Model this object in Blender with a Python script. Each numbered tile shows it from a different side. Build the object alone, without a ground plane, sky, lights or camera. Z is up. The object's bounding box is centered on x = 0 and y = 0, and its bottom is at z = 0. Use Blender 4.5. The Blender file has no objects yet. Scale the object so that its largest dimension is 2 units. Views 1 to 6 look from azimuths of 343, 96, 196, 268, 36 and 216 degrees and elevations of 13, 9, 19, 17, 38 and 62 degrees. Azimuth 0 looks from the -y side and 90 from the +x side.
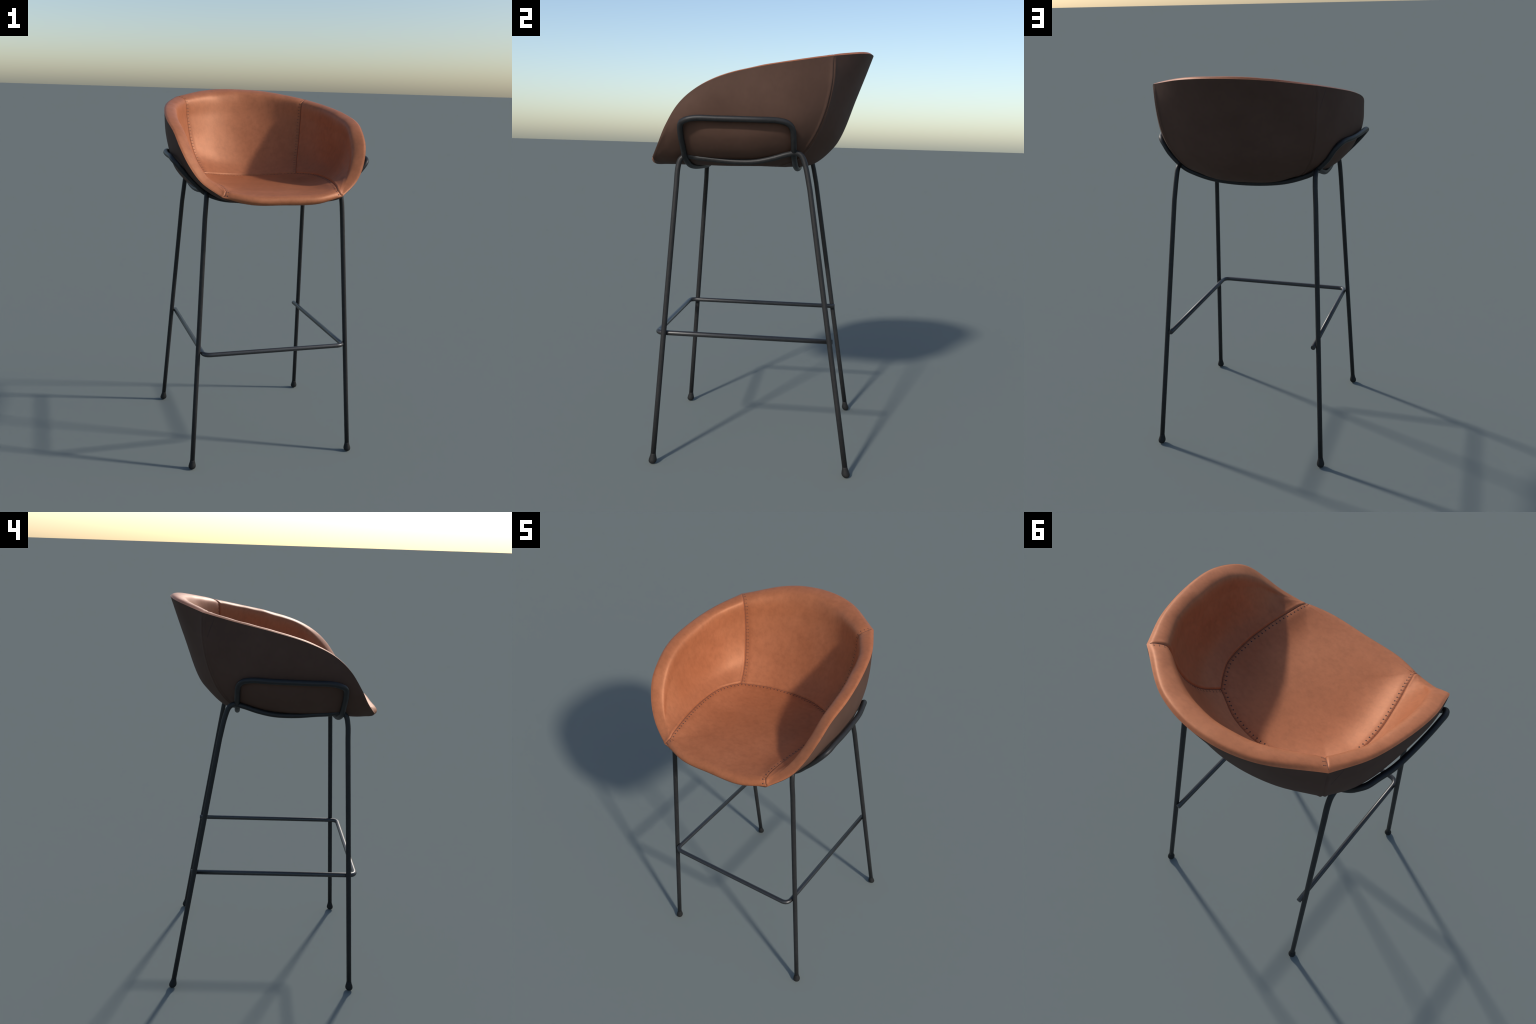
import bpy, math, random
import numpy as np
from mathutils import Vector, noise

random.seed(7)

# ------------------------------------------------------------------ helpers
def hermite(P, ts, m0=None, m1=None):
    """Smooth curve through control points P (K,...) sampled at ts[i] inside every span."""
    P = np.asarray(P, float)
    K = len(P)
    flat = P.reshape(K, -1)
    L = [max(np.linalg.norm(flat[i + 1] - flat[i]) / math.sqrt(flat.shape[1] / 3), 1e-4) ** 0.5 for i in range(K - 1)]
    d = np.concatenate([[0], np.cumsum(L)])
    M = np.zeros_like(flat)
    for i in range(1, K - 1):
        a = (flat[i] - flat[i - 1]) / L[i - 1]
        b = (flat[i + 1] - flat[i]) / L[i]
        M[i] = (a * L[i] + b * L[i - 1]) / (L[i - 1] + L[i])
    M[0] = (flat[1] - flat[0]) / L[0]
    M[-1] = (flat[-1] - flat[-2]) / L[-1]
    if m0 is not None:
        M[0] = m0(M[0].reshape(P.shape[1:]), M[1].reshape(P.shape[1:])).ravel()
    if m1 is not None:
        M[-1] = m1(M[-1].reshape(P.shape[1:]), M[-2].reshape(P.shape[1:])).ravel()
    out = []
    for i in range(K - 1):
        t = np.asarray(ts[i])[:, None]
        h = L[i]
        out.append((2*t**3-3*t**2+1)*flat[i] + (t**3-2*t**2+t)*h*M[i] + (-2*t**3+3*t**2)*flat[i+1] + (t**3-t**2)*h*M[i+1])
    out.append(flat[-1:])
    R = np.concatenate(out)
    return R.reshape((len(R),) + P.shape[1:])

def uniform(n):
    return np.linspace(0, 1, n, endpoint=False)

def crowd_start(n, p=1.7):
    return uniform(n) ** p

def crowd_end(n, p=1.7):
    t = np.linspace(0, 1, n + 1)
    return (1 - (1 - t) ** p)[:-1]

def flat_at_centre(m, other):
    """tangent on the mirror plane: only x changes along the contour"""
    r = m.copy()
    r[..., 1:] = 0
    return r

def new_mesh(name, verts, faces, parent, mat, normals=None, smooth=True):
    me = bpy.data.meshes.new(name)
    me.from_pydata([tuple(v) for v in verts], [], [tuple(f) for f in faces])
    me.update()
    if smooth:
        me.polygons.foreach_set("use_smooth", [True] * len(me.polygons))
    if normals is not None:
        me.normals_split_custom_set_from_vertices([tuple(n) for n in normals])
    ob = bpy.data.objects.new(name, me)
    bpy.context.scene.collection.objects.link(ob)
    ob.parent = parent
    me.materials.append(mat)
    return ob

# ------------------------------------------------------------------ materials
def node_material(name):
    m = bpy.data.materials.new(name)
    m.use_nodes = True
    nt = m.node_tree
    nt.nodes.clear()
    out = nt.nodes.new("ShaderNodeOutputMaterial")
    bs = nt.nodes.new("ShaderNodeBsdfPrincipled")
    nt.links.new(bs.outputs[0], out.inputs[0])
    tc = nt.nodes.new("ShaderNodeTexCoord")
    return m, nt, bs, tc.outputs["Object"]

def noise_node(nt, vec, scale, detail=4, rough=0.6, stretch=None):
    if stretch:
        mp = nt.nodes.new("ShaderNodeMapping")
        mp.inputs["Scale"].default_value = stretch
        nt.links.new(vec, mp.inputs[0])
        vec = mp.outputs[0]
    n = nt.nodes.new("ShaderNodeTexNoise")
    n.inputs["Scale"].default_value = scale
    n.inputs["Detail"].default_value = detail
    n.inputs["Roughness"].default_value = rough
    nt.links.new(vec, n.inputs["Vector"])
    return n.outputs["Fac"]

def ramp(nt, fac, stops):
    r = nt.nodes.new("ShaderNodeValToRGB")
    e = r.color_ramp.elements
    e[0].position, e[0].color = stops[0][0], (*stops[0][1], 1)
    e[1].position, e[1].color = stops[-1][0], (*stops[-1][1], 1)
    for p, c in stops[1:-1]:
        x = e.new(p)
        x.color = (*c, 1)
    nt.links.new(fac, r.inputs[0])
    return r.outputs[0]

def mix(nt, a, b, fac, mode="MIX"):
    m = nt.nodes.new("ShaderNodeMix")
    m.data_type = "RGBA"
    m.blend_type = mode
    if isinstance(fac, float):
        m.inputs[0].default_value = fac
    else:
        nt.links.new(fac, m.inputs[0])
    nt.links.new(a, m.inputs[6])
    nt.links.new(b, m.inputs[7])
    return m.outputs[2]

def bump(nt, height, strength, dist, bs):
    b = nt.nodes.new("ShaderNodeBump")
    b.inputs["Strength"].default_value = strength
    b.inputs["Distance"].default_value = dist
    nt.links.new(height, b.inputs["Height"])
    nt.links.new(b.outputs[0], bs.inputs["Normal"])

def leather(name, dark, mid, light, rough, spec, var):
    m, nt, bs, co = node_material(name)
    cloud = noise_node(nt, co, 5.0, 5, 0.62)
    c1 = ramp(nt, cloud, [(0.28, dark), (0.5, mid), (0.72, light)])
    streak = noise_node(nt, co, 38.0, 6, 0.72, stretch=(1.0, 1.3, 0.8))
    g = ramp(nt, streak, [(0.32, (1 - var,) * 3), (0.52, (1 - var * 0.35,) * 3), (0.68, (1.0, 1.0, 1.0))])
    col = mix(nt, c1, g, 1.0, "MULTIPLY")
    nt.links.new(col, bs.inputs["Base Color"])
    bs.inputs["Roughness"].default_value = rough
    bs.inputs["Specular IOR Level"].default_value = spec
    fine = noise_node(nt, co, 160.0, 3, 0.6)
    bump(nt, fine, 0.10, 0.002, bs)
    return m

MAT_TAN = leather("tan_leather", (0.335, 0.110, 0.047), (0.365, 0.122, 0.053), (0.400, 0.138, 0.062), 0.50, 0.80, 0.20)  # base darkened partway toward the occlusion shade on seat and inner panels
for node in MAT_TAN.node_tree.nodes:
    if node.type == "BSDF_PRINCIPLED":
        node.inputs["Specular Tint"].default_value = (1.0, 0.52, 0.32, 1)
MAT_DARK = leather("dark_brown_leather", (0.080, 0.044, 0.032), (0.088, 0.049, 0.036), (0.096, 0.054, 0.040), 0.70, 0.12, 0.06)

MAT_METAL, nt, bs, co = node_material("black_powder_coated_steel")
c = ramp(nt, noise_node(nt, co, 60, 3), [(0.3, (0.016, 0.016, 0.017)), (0.7, (0.021, 0.021, 0.022))])
nt.links.new(c, bs.inputs["Base Color"])
bs.inputs["Roughness"].default_value = 0.48
bs.inputs["Specular IOR Level"].default_value = 0.30
bump(nt, noise_node(nt, co, 400, 2), 0.04, 0.001, bs)

MAT_REST = MAT_METAL.copy()
MAT_REST.name = "polished_black_steel"
for node in MAT_REST.node_tree.nodes:
    if node.type == "BSDF_PRINCIPLED":
        node.inputs["Roughness"].default_value = 0.38
        node.inputs["Specular IOR Level"].default_value = 0.7

MAT_FOOT, nt, bs, co = node_material("black_rubber")
c = ramp(nt, noise_node(nt, co, 80, 3), [(0.3, (0.014, 0.014, 0.014)), (0.7, (0.019, 0.019, 0.019))])
nt.links.new(c, bs.inputs["Base Color"])
bs.inputs["Roughness"].default_value = 0.6
bs.inputs["Specular IOR Level"].default_value = 0.18

MAT_THREAD, nt, bs, co = node_material("dark_thread")
c = ramp(nt, noise_node(nt, co, 120, 3), [(0.3, (0.095, 0.040, 0.030)), (0.7, (0.125, 0.052, 0.038))])
nt.links.new(c, bs.inputs["Base Color"])
bs.inputs["Roughness"].default_value = 0.8

MAT_HOLE, nt, bs, co = node_material("stitch_hole_dark")
c = ramp(nt, noise_node(nt, co, 120, 3), [(0.3, (0.045, 0.024, 0.021)), (0.7, (0.062, 0.032, 0.027))])
nt.links.new(c, bs.inputs["Base Color"])
bs.inputs["Roughness"].default_value = 0.9

# ------------------------------------------------------------------ top level
stool = bpy.data.objects.new("bar_stool", None)
bpy.context.scene.collection.objects.link(stool)
stool["label"] = "tan leather bucket bar stool on slim black steel legs"
stool["category"] = "bar stool"

# ------------------------------------------------------------------ shell
# Stations run round the right half of the shell, from the middle of the back
# (first) over the back/side seam, the armrest and the front corner to the
# middle of the front lip (last).  Each gives the section of the outer skin
# (rim edge -> underside) and of the inner upholstery (rim edge -> seat seam).
OUTER = [
 [(0,.5335,1.991),(0,.462,1.79),(0,.390,1.592),(0,.352,1.535),(0,.250,1.453),(0,.120,1.437)],
 [(.200,.492,1.981),(.200,.428,1.79),(.196,.362,1.60),(.182,.320,1.540),(.156,.233,1.458),(.100,.120,1.439)],
 [(.410,.3495,1.945),(.404,.348,1.83),(.390,.322,1.70),(.356,.270,1.580),(.303,.206,1.499),(.200,.110,1.450)],
 [(.483,.200,1.914),(.476,.198,1.79),(.454,.190,1.66),(.416,.177,1.578),(.345,.150,1.500),(.230,.080,1.448)],
 [(.525,.030,1.880),(.518,.030,1.77),(.493,.030,1.65),(.466,.030,1.574),(.392,.020,1.495),(.260,.000,1.446)],
 [(.540,-.138,1.8345),(.533,-.140,1.74),(.512,-.140,1.65),(.480,-.135,1.568),(.398,-.125,1.489),(.260,-.100,1.444)],
 [(.5235,-.260,1.776),(.522,-.263,1.71),(.507,-.268,1.645),(.469,-.268,1.571),(.380,-.255,1.486),(.250,-.200,1.442)],
 [(.507,-.336,1.709),(.502,-.340,1.665),(.485,-.345,1.61),(.434,-.343,1.544),(.345,-.325,1.473),(.220,-.270,1.441)],
 [(.470,-.398,1.620),(.463,-.400,1.595),(.445,-.400,1.568),(.400,-.395,1.517),(.320,-.378,1.460),(.200,-.320,1.440)],
 [(.417,-.4427,1.5436),(.410,-.443,1.534),(.396,-.443,1.520),(.360,-.440,1.489),(.300,-.420,1.453),(.190,-.360,1.439)],
 [(.321,-.494,1.475),(.315,-.493,1.469),(.305,-.491,1.462),(.285,-.485,1.454),(.250,-.465,1.444),(.170,-.400,1.438)],
 [(.180,-.513,1.4395),(.178,-.508,1.4385),(.175,-.502,1.438),(.170,-.493,1.4375),(.150,-.475,1.437),(.100,-.420,1.437)],
 [(0,-.518,1.4360),(0,-.512,1.4355),(0,-.505,1.4355),(0,-.495,1.436),(0,-.470,1.437),(0,-.420,1.437)],
]
INNER = [
 [(0,.5335,1.991),(0,.518,2.0000),(0,.452,1.978),(0,.405,1.85),(0,.347,1.69),(0,.288,1.575),(0,.217,1.503)],
 [(.200,.492,1.981),(.195,.477,1.9895),(.178,.413,1.962),(.174,.376,1.84),(.166,.321,1.69),(.156,.268,1.583),(.140,.195,1.511)],
 [(.410,.3495,1.945),(.394,.331,1.9505),(.360,.299,1.930),(.349,.290,1.83),(.333,.260,1.70),(.308,.209,1.602),(.277,.126,1.528)],
 [(.483,.200,1.914),(.470,.190,1.919),(.430,.168,1.903),(.422,.162,1.80),(.404,.142,1.68),(.372,.115,1.595),(.318,.060,1.533)],
 [(.525,.030,1.880),(.512,.028,1.885),(.463,.018,1.869),(.452,.012,1.77),(.437,.005,1.66),(.407,.000,1.590),(.345,-.010,1.534)],
 [(.540,-.138,1.8345),(.527,-.137,1.840),(.474,-.137,1.825),(.460,-.137,1.74),(.438,-.137,1.65),(.403,-.137,1.585),(.350,-.137,1.533)],
 [(.5235,-.260,1.776),(.510,-.256,1.781),(.461,-.243,1.768),(.443,-.240,1.70),(.416,-.238,1.63),(.383,-.240,1.577),(.338,-.240,1.533)],
 [(.507,-.336,1.709),(.494,-.331,1.714),(.447,-.312,1.701),(.425,-.310,1.65),(.397,-.308,1.60),(.365,-.310,1.563),(.326,-.315,1.531)],
 [(.470,-.398,1.620),(.457,-.392,1.625),(.413,-.372,1.618),(.397,-.368,1.590),(.378,-.366,1.57),(.352,-.370,1.548),(.312,-.385,1.527)],
 [(.417,-.4427,1.5436),(.406,-.440,1.547),(.370,-.425,1.551),(.358,-.422,1.546),(.347,-.422,1.541),(.331,-.425,1.532),(.303,-.440,1.519)],
 [(.321,-.494,1.475),(.318,-.494,1.479),(.312,-.493,1.484),(.308,-.490,1.490),(.305,-.486,1.496),(.302,-.481,1.501),(.298,-.472,1.506)],
 [(.180,-.513,1.4395),(.180,-.524,1.4440),(.180,-.531,1.454),(.180,-.530,1.466),(.180,-.522,1.478),(.180,-.506,1.487),(.180,-.482,1.492)],
 [(0,-.518,1.4360),(0,-.529,1.4405),(0,-.5335,1.450),(0,-.533,1.461),(0,-.526,1.473),(0,-.510,1.482),(0,-.482,1.486)],
]
SEAM, CORNER, LAST = 2, 10, 12     # stations with a seam / the last station

NS = 20                            # samples per station span
spans = [uniform(NS), crowd_end(NS), crowd_start(NS)] + [uniform(NS)] * 6 + [crowd_end(NS), crowd_start(NS), uniform(NS)]
COL_SEAM, COL_CORNER, COL_LAST = SEAM * NS, CORNER * NS, LAST * NS

def round_the_shell(grid):
    """grid: stations x rows x 3 -> dense columns of the right half, creased at seam and corner"""
    g = np.asarray(grid, float)
    a = hermite(g[:SEAM + 1], spans[:SEAM], m0=flat_at_centre)
    b = hermite(g[SEAM:CORNER + 1], spans[SEAM:CORNER])
    c = hermite(g[CORNER:], spans[CORNER:], m1=flat_at_centre)
    return np.concatenate([a[:-1], b[:-1], c])

def rows_of(stations, ts):
    return np.array([hermite(s, ts) for s in stations])

outer_rows = rows_of(OUTER, [crowd_start(10, 1.3), uniform(10), uniform(8), uniform(8), uniform(8)])
inner_rows = rows_of(INNER, [uniform(6), uniform(8), uniform(10), uniform(10), uniform(10), crowd_end(14, 1.8)])
outer_half = round_the_shell(outer_rows)          # columns x rows x 3
inner_half = round_the_shell(inner_rows)

def full(half):
    """close the loop: right half (back -> front) then mirrored left half (front -> back)"""
    left = half[1:-1][::-1] * np.array([-1, 1, 1])
    return np.concatenate([half, left])

outer = full(outer_half)
inner = full(inner_half)
NC = len(outer)

# underside and seat: rings shrinking towards a ridge line on the mirror plane
def fill_rings(border, ts, y0, y1, zfun):
    rings = []
    for t in ts:
        core = border.copy()
        core[:, 0] *= 0.0
        core[:, 1] = np.clip(border[:, 1], y0, y1) * 0.55 + (y0 + y1) / 2 * 0.45
        ring = border * (1 - t) + core * t
        ring[:, 2] = border[:, 2] * (1 - t) ** 2 + (1 - (1 - t) ** 2) * zfun(ring)
        rings.append(ring)
    return np.array(rings).transpose(1, 0, 2)     # columns x rings x 3

def seat_height(border, rings):
    """smooth dish hung from the seam: border heights blended by distance, sunk towards the middle"""
    w0 = np.linalg.norm(np.roll(border, -1, 0) - np.roll(border, 1, 0), axis=1)
    out = rings.copy()
    for k in range(rings.shape[1]):
        d = np.linalg.norm(rings[:, k, None, :2] - border[None, :, :2], axis=2)
        w = w0 / np.maximum(d, 1e-5) ** 2.6
        h = (w * border[:, 2]).sum(1) / w.sum(1)
        m = d.min(1)
        y = rings[:, k, 1]
        floor = 1.4945 + 0.005 * np.clip((y + .25) / .45, 0, 1)
        b = 1 - np.exp(-(m / .075) ** 1.5)
        out[:, k, 2] = h * (1 - b) + floor * b
    return out

under = fill_rings(outer[:, -1], np.linspace(0, 1, 13)[1:], -.30, .02, lambda r: np.full(len(r), 1.437))
seat_t = np.concatenate([[0.012, 0.026, 0.042, 0.06, 0.08, 0.10, 0.125, 0.15], np.linspace(0.19, 1, 16)])
seat = seat_height(inner[:, -1], fill_rings(inner[:, -1], seat_t, -.36, .08, lambda r: r[:, 2]))

outer_all = np.concatenate([outer, under], axis=1)
inner_all = np.concatenate([inner, seat], axis=1)
RO, RI = outer.shape[1], inner.shape[1]

def grid_normals(G):
    du = np.roll(G, -1, 0) - np.roll(G, 1, 0)
    dv = np.gradient(G, axis=1)
    n = np.cross(du, dv)
    l = np.linalg.norm(n, axis=2, keepdims=True)
    return n / np.maximum(l, 1e-12)

# seam lines (polylines) used for grooves and stitches
def col(c):
    return c % NC
seam_cols = [COL_SEAM, col(-COL_SEAM)]
corner_cols = [COL_CORNER, col(-COL_CORNER)]

def dist_to(points, poly):
    a, b = poly[:-1], poly[1:]
    ab = b - a
    out = np.empty(len(points))
    for k in range(0, len(points), 4000):
        p = points[k:k + 4000, None]
        t = np.clip(((p - a) * ab).sum(2) / np.maximum((ab ** 2).sum(1), 1e-12), 0, 1)
        out[k:k + 4000] = np.linalg.norm(a + t[..., None] * ab - p, axis=2).min(1)
    return out

nrm = grid_normals(inner_all)
# make normals point into the bowl (towards the middle of the opening)
if (nrm[0, RI // 2] @ np.array([0, -1, 0.3])) < 0:
    nrm = -nrm

nrm[:, RI + 8:] = (0, 0, 1)

seat_cols_back = np.array([col(c) for c in range(-COL_CORNER, COL_CORNER + 1)])
seat_seam = inner[seat_cols_back, -1]
corner_seams = [inner[c, :] for c in corner_cols]
back_seams = [inner[c, :] for c in seam_cols]

P = inner_all.reshape(-1, 3)
colid = np.repeat(np.arange(NC), inner_all.shape[1])
rowid = np.tile(np.arange(inner_all.shape[1]), NC)
in_back = (colid <= COL_SEAM) | (colid >= NC - COL_SEAM)
in_front = (colid > COL_CORNER) & (colid < NC - COL_CORNER)
in_seat = (rowid >= RI - 1) | in_front

d_seat = np.minimum(dist_to(P, seat_seam), np.minimum(dist_to(P, corner_seams[0]), dist_to(P, corner_seams[1])))
d_back = np.minimum(dist_to(P, back_seams[0]), dist_to(P, back_seams[1]))

def groove(d, depth, w):
    return -depth * np.exp(-(d / w) ** 2)

def pressed(d, depth, width):       # flat strip pulled down by the stitches
    return -depth / (1 + np.exp((d - width) / (0.12 * width)))

def roll(d, height, at, w):         # swollen edge of the overlapping panel
    return height * np.exp(-((d - at) / w) ** 2)

disp = groove(d_seat, .0028, .0032) + groove(d_back, .0025, .0032) * (~in_seat)
disp = disp + np.where(in_seat, pressed(d_seat, .0018, .021), roll(d_seat, .0010, .009, .005))
disp = disp + np.where(in_seat, 0, np.where(in_back, pressed(d_back, .0020, .021), roll(d_back, .0010, .009, .005)))
fade = np.clip((rowid - 2) / 8.0, 0, 1)
# soft pulls and wrinkles along the padded rim, faint unevenness elsewhere
wr = np.empty(len(P))
for i, p in enumerate(P):
    rim = math.exp(-((rowid[i] - 10) / 9.0) ** 2)
    if in_front[i]:
        rim *= 0.3
    n1 = noise.noise(Vector((p[0] * 13, p[1] * 13, p[2] * 9)))
    n2 = noise.noise(Vector((p[0] * 5 + 9, p[1] * 5, p[2] * 5)))
    wr[i] = 0.0026 * rim * n1 + 0.0015 * n2
disp = (disp + wr) * fade
inner_all = (P + nrm.reshape(-1, 3) * disp[:, None]).reshape(inner_all.shape)

# outer skin: shallow groove with two welts beside the back seam
PO = outer_all.reshape(-1, 3)
no = grid_normals(outer_all)
if (no[0, 10] @ np.array([0, 1, 0])) < 0:
    no = -no
d_o = np.minimum(dist_to(PO, outer[seam_cols[0], :]), dist_to(PO, outer[seam_cols[1], :]))
row_o = np.tile(np.arange(outer_all.shape[1]), NC)
fade_o = np.clip(row_o / 4.0, 0, 1) * np.clip((RO + 4 - row_o) / 6.0, 0, 1)
wo = np.array([0.0022 * noise.noise(Vector((p[0] * 6, p[1] * 6, p[2] * 6 + 3))) for p in PO])
disp_o = (groove(d_o, .0035, .004) + roll(d_o, .0025, .010, .006)) * fade_o + wo * np.clip(row_o / 8.0, 0, 1)
outer_all = (PO + no.reshape(-1, 3) * disp_o[:, None]).reshape(outer_all.shape)

no = grid_normals(outer_all)
if (no[0, 10] @ np.array([0, 1, 0])) < 0:
    no = -no
no[:, -1] = (0, 0, -1)

def panel(name, G, cols, r0, r1, mat, flip, normals=None):
    """cut a range of columns / rows out of a grid"""
    verts, faces, nn = [], [], []
    w = r1 - r0 + 1
    closed = len(cols) == NC
    for c in cols:
        for r in range(r0, r1 + 1):
            verts.append(G[c % NC, r])
            if normals is not None:
                nn.append(normals[c % NC, r])
    m = len(cols)
    for i in range(m if closed else m - 1):
        j = (i + 1) % m
        for r in range(w - 1):
            f = (i * w + r, j * w + r, j * w + r + 1, i * w + r + 1)
            faces.append(f[::-1] if flip else f)
    return verts, faces, (nn if normals is not None else None)

back_c = list(range(-COL_SEAM, COL_SEAM + 1))
right_c = list(range(COL_SEAM, COL_CORNER + 1))
left_c = [-c for c in right_c][::-1]
front_c = list(range(COL_CORNER, NC - COL_CORNER + 1))
all_c = list(range(NC))

def test_flip(G, c, r, want):
    f = np.cross(G[c + 1, r] - G[c, r], G[c, r + 1] - G[c, r])
    return (f @ np.array(want)) < 0

fo = test_flip(outer_all, 4, 10, (0, 1, 0))
fi = test_flip(inner_all, 4, 30, (0, -1, 0.3))

def add_panel(name, G, parts, mat, flip, normals=None, parent=stool):
    V, F, N = [], [], []
    for cols, r0, r1 in parts:
        v, f, n = panel(name, G, cols, r0, r1, mat, flip, normals)
        o = len(V)
        V += v
        F += [tuple(i + o for i in q) for q in f]
        if n:
            N += n
    # weld coincident vertices
    key, remap, V2, N2 = {}, [], [], []
    for i, v in enumerate(V):
        k = tuple(np.round(v, 6))
        if k not in key:
            key[k] = len(V2)
            V2.append(v)
            if normals is not None:
                N2.append(N[i])
        remap.append(key[k])
    F2 = []
    for q in F:
        t = []
        for i in q:
            if remap[i] not in t:
                t.append(remap[i])
        if len(t) > 2:
            F2.append(t)
    return new_mesh(name, V2, F2, parent, mat, N2 if normals is not None else None)

last_i, last_o = inner_all.shape[1] - 1, outer_all.shape[1] - 1
add_panel("backrest_panel", inner_all, [(back_c, 0, RI - 1)], MAT_TAN, fi)
add_panel("side_panel", inner_all, [(right_c, 0, RI - 1)], MAT_TAN, fi)
add_panel("side_panel", inner_all, [(left_c, 0, RI - 1)], MAT_TAN, fi)
add_panel("seat_panel", inner_all, [(front_c, 0, RI - 1), (all_c, RI - 1, last_i)], MAT_TAN, fi)
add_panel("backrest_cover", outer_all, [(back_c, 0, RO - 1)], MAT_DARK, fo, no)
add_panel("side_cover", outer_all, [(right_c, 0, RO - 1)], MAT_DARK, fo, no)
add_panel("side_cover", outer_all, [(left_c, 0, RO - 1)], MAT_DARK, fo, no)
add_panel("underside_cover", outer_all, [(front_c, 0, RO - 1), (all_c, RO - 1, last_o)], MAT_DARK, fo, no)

# ------------------------------------------------------------------ stitches
nrm = grid_normals(inner_all)
if (nrm[0, RI // 2] @ np.array([0, -1, 0.3])) < 0:
    nrm = -nrm

def thread(V, F, path, normals, r):
    """thin half-sunk thread along a short path"""
    o = len(V)
    m = len(path)
    for i, (p, n) in enumerate(zip(path, normals)):
        d = path[min(i + 1, m - 1)] - path[max(i - 1, 0)]
        s = np.cross(d, n)
        s /= max(np.linalg.norm(s), 1e-9)
        rr = r * (0.55 if i in (0, m - 1) else 1.0)
        for a, b in ((-1, -.5), (-.6, .5), (.6, .5), (1, -.5)):
            V.append(p + s * rr * a + n * rr * b)
    for i in range(m - 1):
        for k in range(3):
            F.append((o + i * 4 + k, o + i * 4 + k + 1, o + i * 4 + k + 5, o + i * 4 + k + 4))
    F.append((o, o + 1, o + 2, o + 3))
    e = o + (m - 1) * 4
    F.append((e + 3, e + 2, e + 1, e))

def hole(V, F, p, n, r):
    o = len(V)
    a = np.cross(n, (0.3, 0.2, 1.0))
    a /= np.linalg.norm(a)
    b = np.cross(n, a)
    for k in range(8):
        t = k * math.pi / 4
        V.append(p + (a * math.cos(t) + b * math.sin(t)) * r + n * .0002)
    V.append(p + n * .0009)
    for k in range(8):
        F.append((o + k, o + (k + 1) % 8, o + 8))

def walk(G, N, line, a, b, steps):
    """points on a grid line (list of (col,row)) between arc distances a and b from its start"""
    pts = np.array([G[c % NC, r] for c, r in line])
    ns = np.array([N[c % NC, r] for c, r in line])
    s = np.concatenate([[0], np.cumsum(np.linalg.norm(np.diff(pts, axis=0), axis=1))])
    q = np.linspace(a, b, steps)
    P = np.stack([np.interp(q, s, pts[:, k]) for k in range(3)], 1)
    M = np.stack([np.interp(q, s, ns[:, k]) for k in range(3)], 1)
    return P, M / np.linalg.norm(M, axis=1, keepdims=True)

def along(polyline_ids, G, step):
    """indices of a grid polyline every `step` metres"""
    pts = np.array([G[c % NC, r] for c, r in polyline_ids])
    s = np.concatenate([[0], np.cumsum(np.linalg.norm(np.diff(pts, axis=0), axis=1))])
    n = int(s[-1] / step)
    return [float(np.interp((i + .5) * s[-1] / n, s, np.arange(len(s)))) for i in range(n)]

def stitch_row(name, lines, parent, hole_r):
    V, F, VH, FH = [], [], [], []
    for line in lines:
        a = .004 + random.uniform(-.0008, .0008)
        b = .0155 + random.uniform(-.0012, .0012)
        line0, line1, f = line          # neighbouring grid lines and the blend between them
        p, n = walk(inner_all, nrm, line0, a, b, 6)
        p1, n1 = walk(inner_all, nrm, line1, a, b, 6)
        p, n = p * (1 - f) + p1 * f, n * (1 - f) + n1 * f
        thread(V, F, p + n * .0003, n, .0009)
        hole(VH, FH, p[-1], n[-1], hole_r)
    t = new_mesh(name, V, F, parent, MAT_THREAD)
    t["kind"] = "stuff"
    h = new_mesh("stitch_hole", VH, FH, parent, MAT_HOLE)
    h["kind"] = "stuff"

seat_ids = [(c, RI - 1) for c in range(-COL_CORNER, COL_CORNER + 1)]
lines = []
for k in along(seat_ids, inner_all, .0215):
    c = seat_ids[int(k)][0]
    lines.append(([(c, r) for r in range(RI - 1, RI + 14)], [(c + 1, r) for r in range(RI - 1, RI + 14)], k % 1))
# stitches carrying on round the front lip beside the corner seam
for sgn in (1, -1):
    ids = [(sgn * COL_CORNER, r) for r in range(8, RI - 2)]
    for k in along(ids, inner_all, .0178):
        r = ids[int(k)][1]
        cs = range(COL_CORNER, COL_CORNER + 12)
        lines.append(([(sgn * c, r) for c in cs], [(sgn * c, r + 1) for c in cs], k % 1))
seat_ob = bpy.data.objects["seat_panel"]
stitch_row("seat_stitching", lines, seat_ob, .0034)

lines = []
for sgn in (1, -1):
    ids = [(sgn * COL_SEAM, r) for r in range(4, RI - 2)]
    for k in along(ids, inner_all, .0185):
        r = ids[int(k)][1]
        cs = range(COL_SEAM, COL_SEAM - 14, -1)
        lines.append(([(sgn * c, r) for c in cs], [(sgn * c, r + 1) for c in cs], k % 1))
back_ob = bpy.data.objects["backrest_panel"]
stitch_row("backrest_stitching", lines, back_ob, .0021)

# dark seam thread lying in the grooves
V, F = [], []
def seam_cord(ids, r):
    pts = np.array([inner_all[c % NC, q] for c, q in ids])
    ns = np.array([nrm[c % NC, q] for c, q in ids])
    thread(V, F, list(pts + ns * .0006), list(ns), r)
seam_cord(seat_ids, .0012)
for sgn in (1, -1):
    seam_cord([(sgn * COL_CORNER, r) for r in range(3, RI)], .0011)
    seam_cord([(sgn * COL_SEAM, r) for r in range(3, RI)], .0012)
ob = new_mesh("seam_line", V, F, stool, MAT_THREAD)

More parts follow.
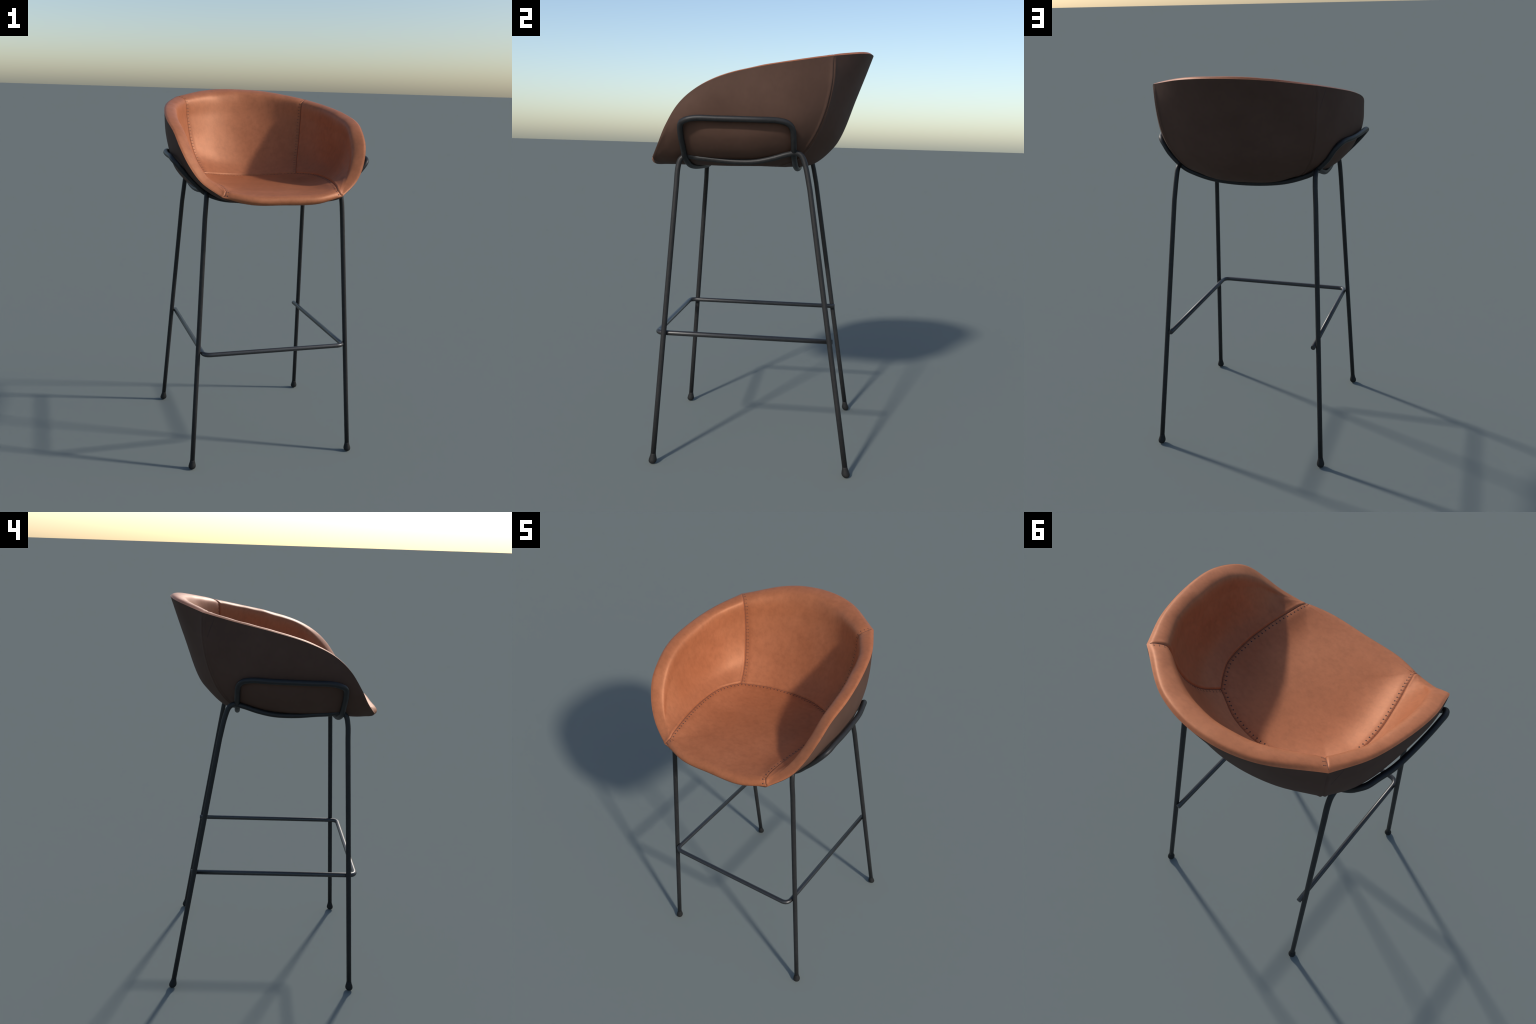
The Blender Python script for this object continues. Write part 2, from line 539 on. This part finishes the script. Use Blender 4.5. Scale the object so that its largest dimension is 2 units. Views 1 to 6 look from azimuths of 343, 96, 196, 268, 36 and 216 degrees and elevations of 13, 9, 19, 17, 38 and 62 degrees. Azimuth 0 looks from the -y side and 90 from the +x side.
# thin drawn fold in the outer leather beside the seam on one side
V, F = [], []
flat_o, flat_n = outer_all.reshape(-1, 3), no.reshape(-1, 3)
dark_line, dark_line_n = [], []
for t in np.linspace(0, 1, 12):
    p = np.array((-.4407, .2953, 1.9244)) * (1 - t) + np.array((-.4114, .3258, 1.8342)) * t
    k = np.argsort(np.linalg.norm(flat_o - p, axis=1))[:6]
    n = flat_n[k].mean(0)
    n /= np.linalg.norm(n)
    q = p - n * ((p - flat_o[k].mean(0)) @ n)
    dark_line.append(q)
    dark_line_n.append(n)
thread(V, F, dark_line, dark_line_n, .0013)
new_mesh("outer_dark_line", V, F, stool, MAT_HOLE)

# ------------------------------------------------------------------ steel frame
def fillet(path, radii, n=8):
    """straight polyline with rounded corners"""
    P = [np.array(p, float) for p in path]
    out = [P[0]]
    for i in range(1, len(P) - 1):
        a, b, c = P[i - 1], P[i], P[i + 1]
        u = (a - b) / np.linalg.norm(a - b)
        v = (c - b) / np.linalg.norm(c - b)
        d = min(radii, .48 * np.linalg.norm(a - b), .48 * np.linalg.norm(c - b))
        s, e = b + u * d, b + v * d
        for k in range(n + 1):
            t = k / n
            out.append((1 - t) ** 2 * s + 2 * t * (1 - t) * b + t * t * e)
    out.append(P[-1])
    return out

def tube(name, path, r, parent, mat, closed=False, seg=16):
    path = [np.array(p, float) for p in path]
    m = len(path)
    T = []
    for i in range(m):
        a = path[(i - 1) % m] if closed or i > 0 else path[0]
        b = path[(i + 1) % m] if closed or i < m - 1 else path[-1]
        t = b - a
        T.append(t / np.linalg.norm(t))
    ref = np.array((0, 0, 1.0)) if abs(T[0][2]) < .9 else np.array((0, 1.0, 0))
    n = ref - T[0] * (ref @ T[0])
    n /= np.linalg.norm(n)
    V, F, frames = [], [], []
    for i in range(m):
        n = n - T[i] * (n @ T[i])
        n /= np.linalg.norm(n)
        frames.append(n.copy())
    if closed:      # spread the closing twist over the loop
        n = frames[-1] - T[0] * (frames[-1] @ T[0])
        n /= np.linalg.norm(n)
        ang = math.atan2(np.cross(n, frames[0]) @ T[0], n @ frames[0])
    else:
        ang = 0
    for i in range(m):
        n, b = frames[i], np.cross(T[i], frames[i])
        for k in range(seg):
            a = 2 * math.pi * k / seg + ang * i / m
            V.append(path[i] + r * (n * math.cos(a) + b * math.sin(a)))
    for i in range(m if closed else m - 1):
        for k in range(seg):
            j = (i + 1) % m
            F.append((i * seg + k, i * seg + (k + 1) % seg, j * seg + (k + 1) % seg, j * seg + k))
    if not closed:
        F.append(tuple(range(seg))[::-1])
        F.append(tuple(range((m - 1) * seg, m * seg)))
    ob = new_mesh(name, V, F, parent, mat)
    for p in ob.data.polygons:
        if len(p.vertices) > 4:
            p.use_smooth = False
    return ob

R_LEG, R_HOOP, R_REST = .0127, .0133, .0122
FRONT_FOOT, BACK_FOOT = (.4515, -.4515, 0), (.4540, .4865, 0)

# one bent tube per side: front leg, rail under the seat, back leg
RAIL = [(.3800,-.3640,1.345),(.3735,-.3585,1.430),(.3690,-.3470,1.470),(.3640,-.3200,1.4835),(.3640,-.2600,1.4770),(.3640,-.2000,1.4725),
        (.3690,-.1000,1.4650),(.3720,.0000,1.4675),(.3760,.0800,1.4840),(.3740,.1500,1.5050),
        (.3690,.1950,1.5125),(.3690,.2180,1.4990),(.3715,.2370,1.4530),(.3800,.2615,1.3450)]
rail_dense = hermite(RAIL, [uniform(6)] * (len(RAIL) - 1))

def leg_path(sgn):
    f, b = np.array(FRONT_FOOT), np.array(BACK_FOOT)
    up = [f + (np.array(RAIL[0]) - f) * t for t in (.012, .25, .5, .75)]
    dn = [b + (np.array(RAIL[-1]) - b) * t for t in (.75, .5, .25, .012)]
    p = up + list(rail_dense) + dn
    return [q * np.array([sgn, 1, 1]) for q in p]

for sgn in (1, -1):
    tube("leg_frame", leg_path(sgn), R_LEG, stool, MAT_METAL)

# feet: drop-shaped glides
def glide(name, foot, towards, parent):
    axis = np.array(towards) - np.array(foot)
    axis /= np.linalg.norm(axis)
    prof = [(.0, .0), (.008, .0), (.0140, .0022), (.0182, .0075), (.0199, .0145), (.0192, .0205), (.0170, .0290), (.0148, .0370), (.0134, .0440), (.0129, .0500), (.0120, .0505)]
    V, F, seg = [], [], 20
    for r, h in prof:
        t = max(0, h)
        cx, cy = foot[0] + axis[0] / axis[2] * t, foot[1] + axis[1] / axis[2] * t
        for k in range(seg):
            a = 2 * math.pi * k / seg
            V.append((cx + r * math.cos(a), cy + r * math.sin(a), h))
    for i in range(len(prof) - 1):
        for k in range(seg):
            F.append((i * seg + k, i * seg + (k + 1) % seg, (i + 1) * seg + (k + 1) % seg, (i + 1) * seg + k))
    return new_mesh(name, V, F, parent, MAT_FOOT)

for sgn in (1, -1):
    for foot, top in ((FRONT_FOOT, RAIL[0]), (BACK_FOOT, RAIL[-1])):
        glide("foot_glide", (foot[0] * sgn, foot[1], 0), (top[0] * sgn, top[1], top[2]), stool)

# cradle: one closed hoop that passes under the shell front and back
HOOP = [(0,.180,1.4310),(.100,.180,1.4345),(.200,.180,1.4470),(.285,.180,1.4710),(.348,.180,1.4990),(.422,.181,1.5695),(.455,.177,1.6180),
        (.478,.158,1.6420),(.494,.115,1.6530),(.517,.030,1.6540),(.534,-.150,1.6540),(.537,-.250,1.6535),(.535,-.290,1.6450),
        (.524,-.314,1.6310),(.484,-.324,1.5840),(.430,-.325,1.5290),(.373,-.325,1.4770),(.290,-.322,1.4445),(.198,-.318,1.4330),(.100,-.316,1.4300),(0,-.316,1.4295)]
hp = hermite(HOOP, [uniform(6)] * (len(HOOP) - 1), m0=flat_at_centre, m1=flat_at_centre)
loop = list(hp) + [q * np.array([-1, 1, 1]) for q in hp[1:-1][::-1]]
tube("seat_cradle", loop, R_HOOP, stool, MAT_METAL, closed=True)

# footrest: U-shaped bar welded inside the legs
rest = fillet([(.3945, .395, .6390), (.3925, -.4475, .6390), (-.3925, -.4475, .6390), (-.3945, .395, .6390)], .040, 10)
tube("footrest", rest, R_REST, stool, MAT_REST)
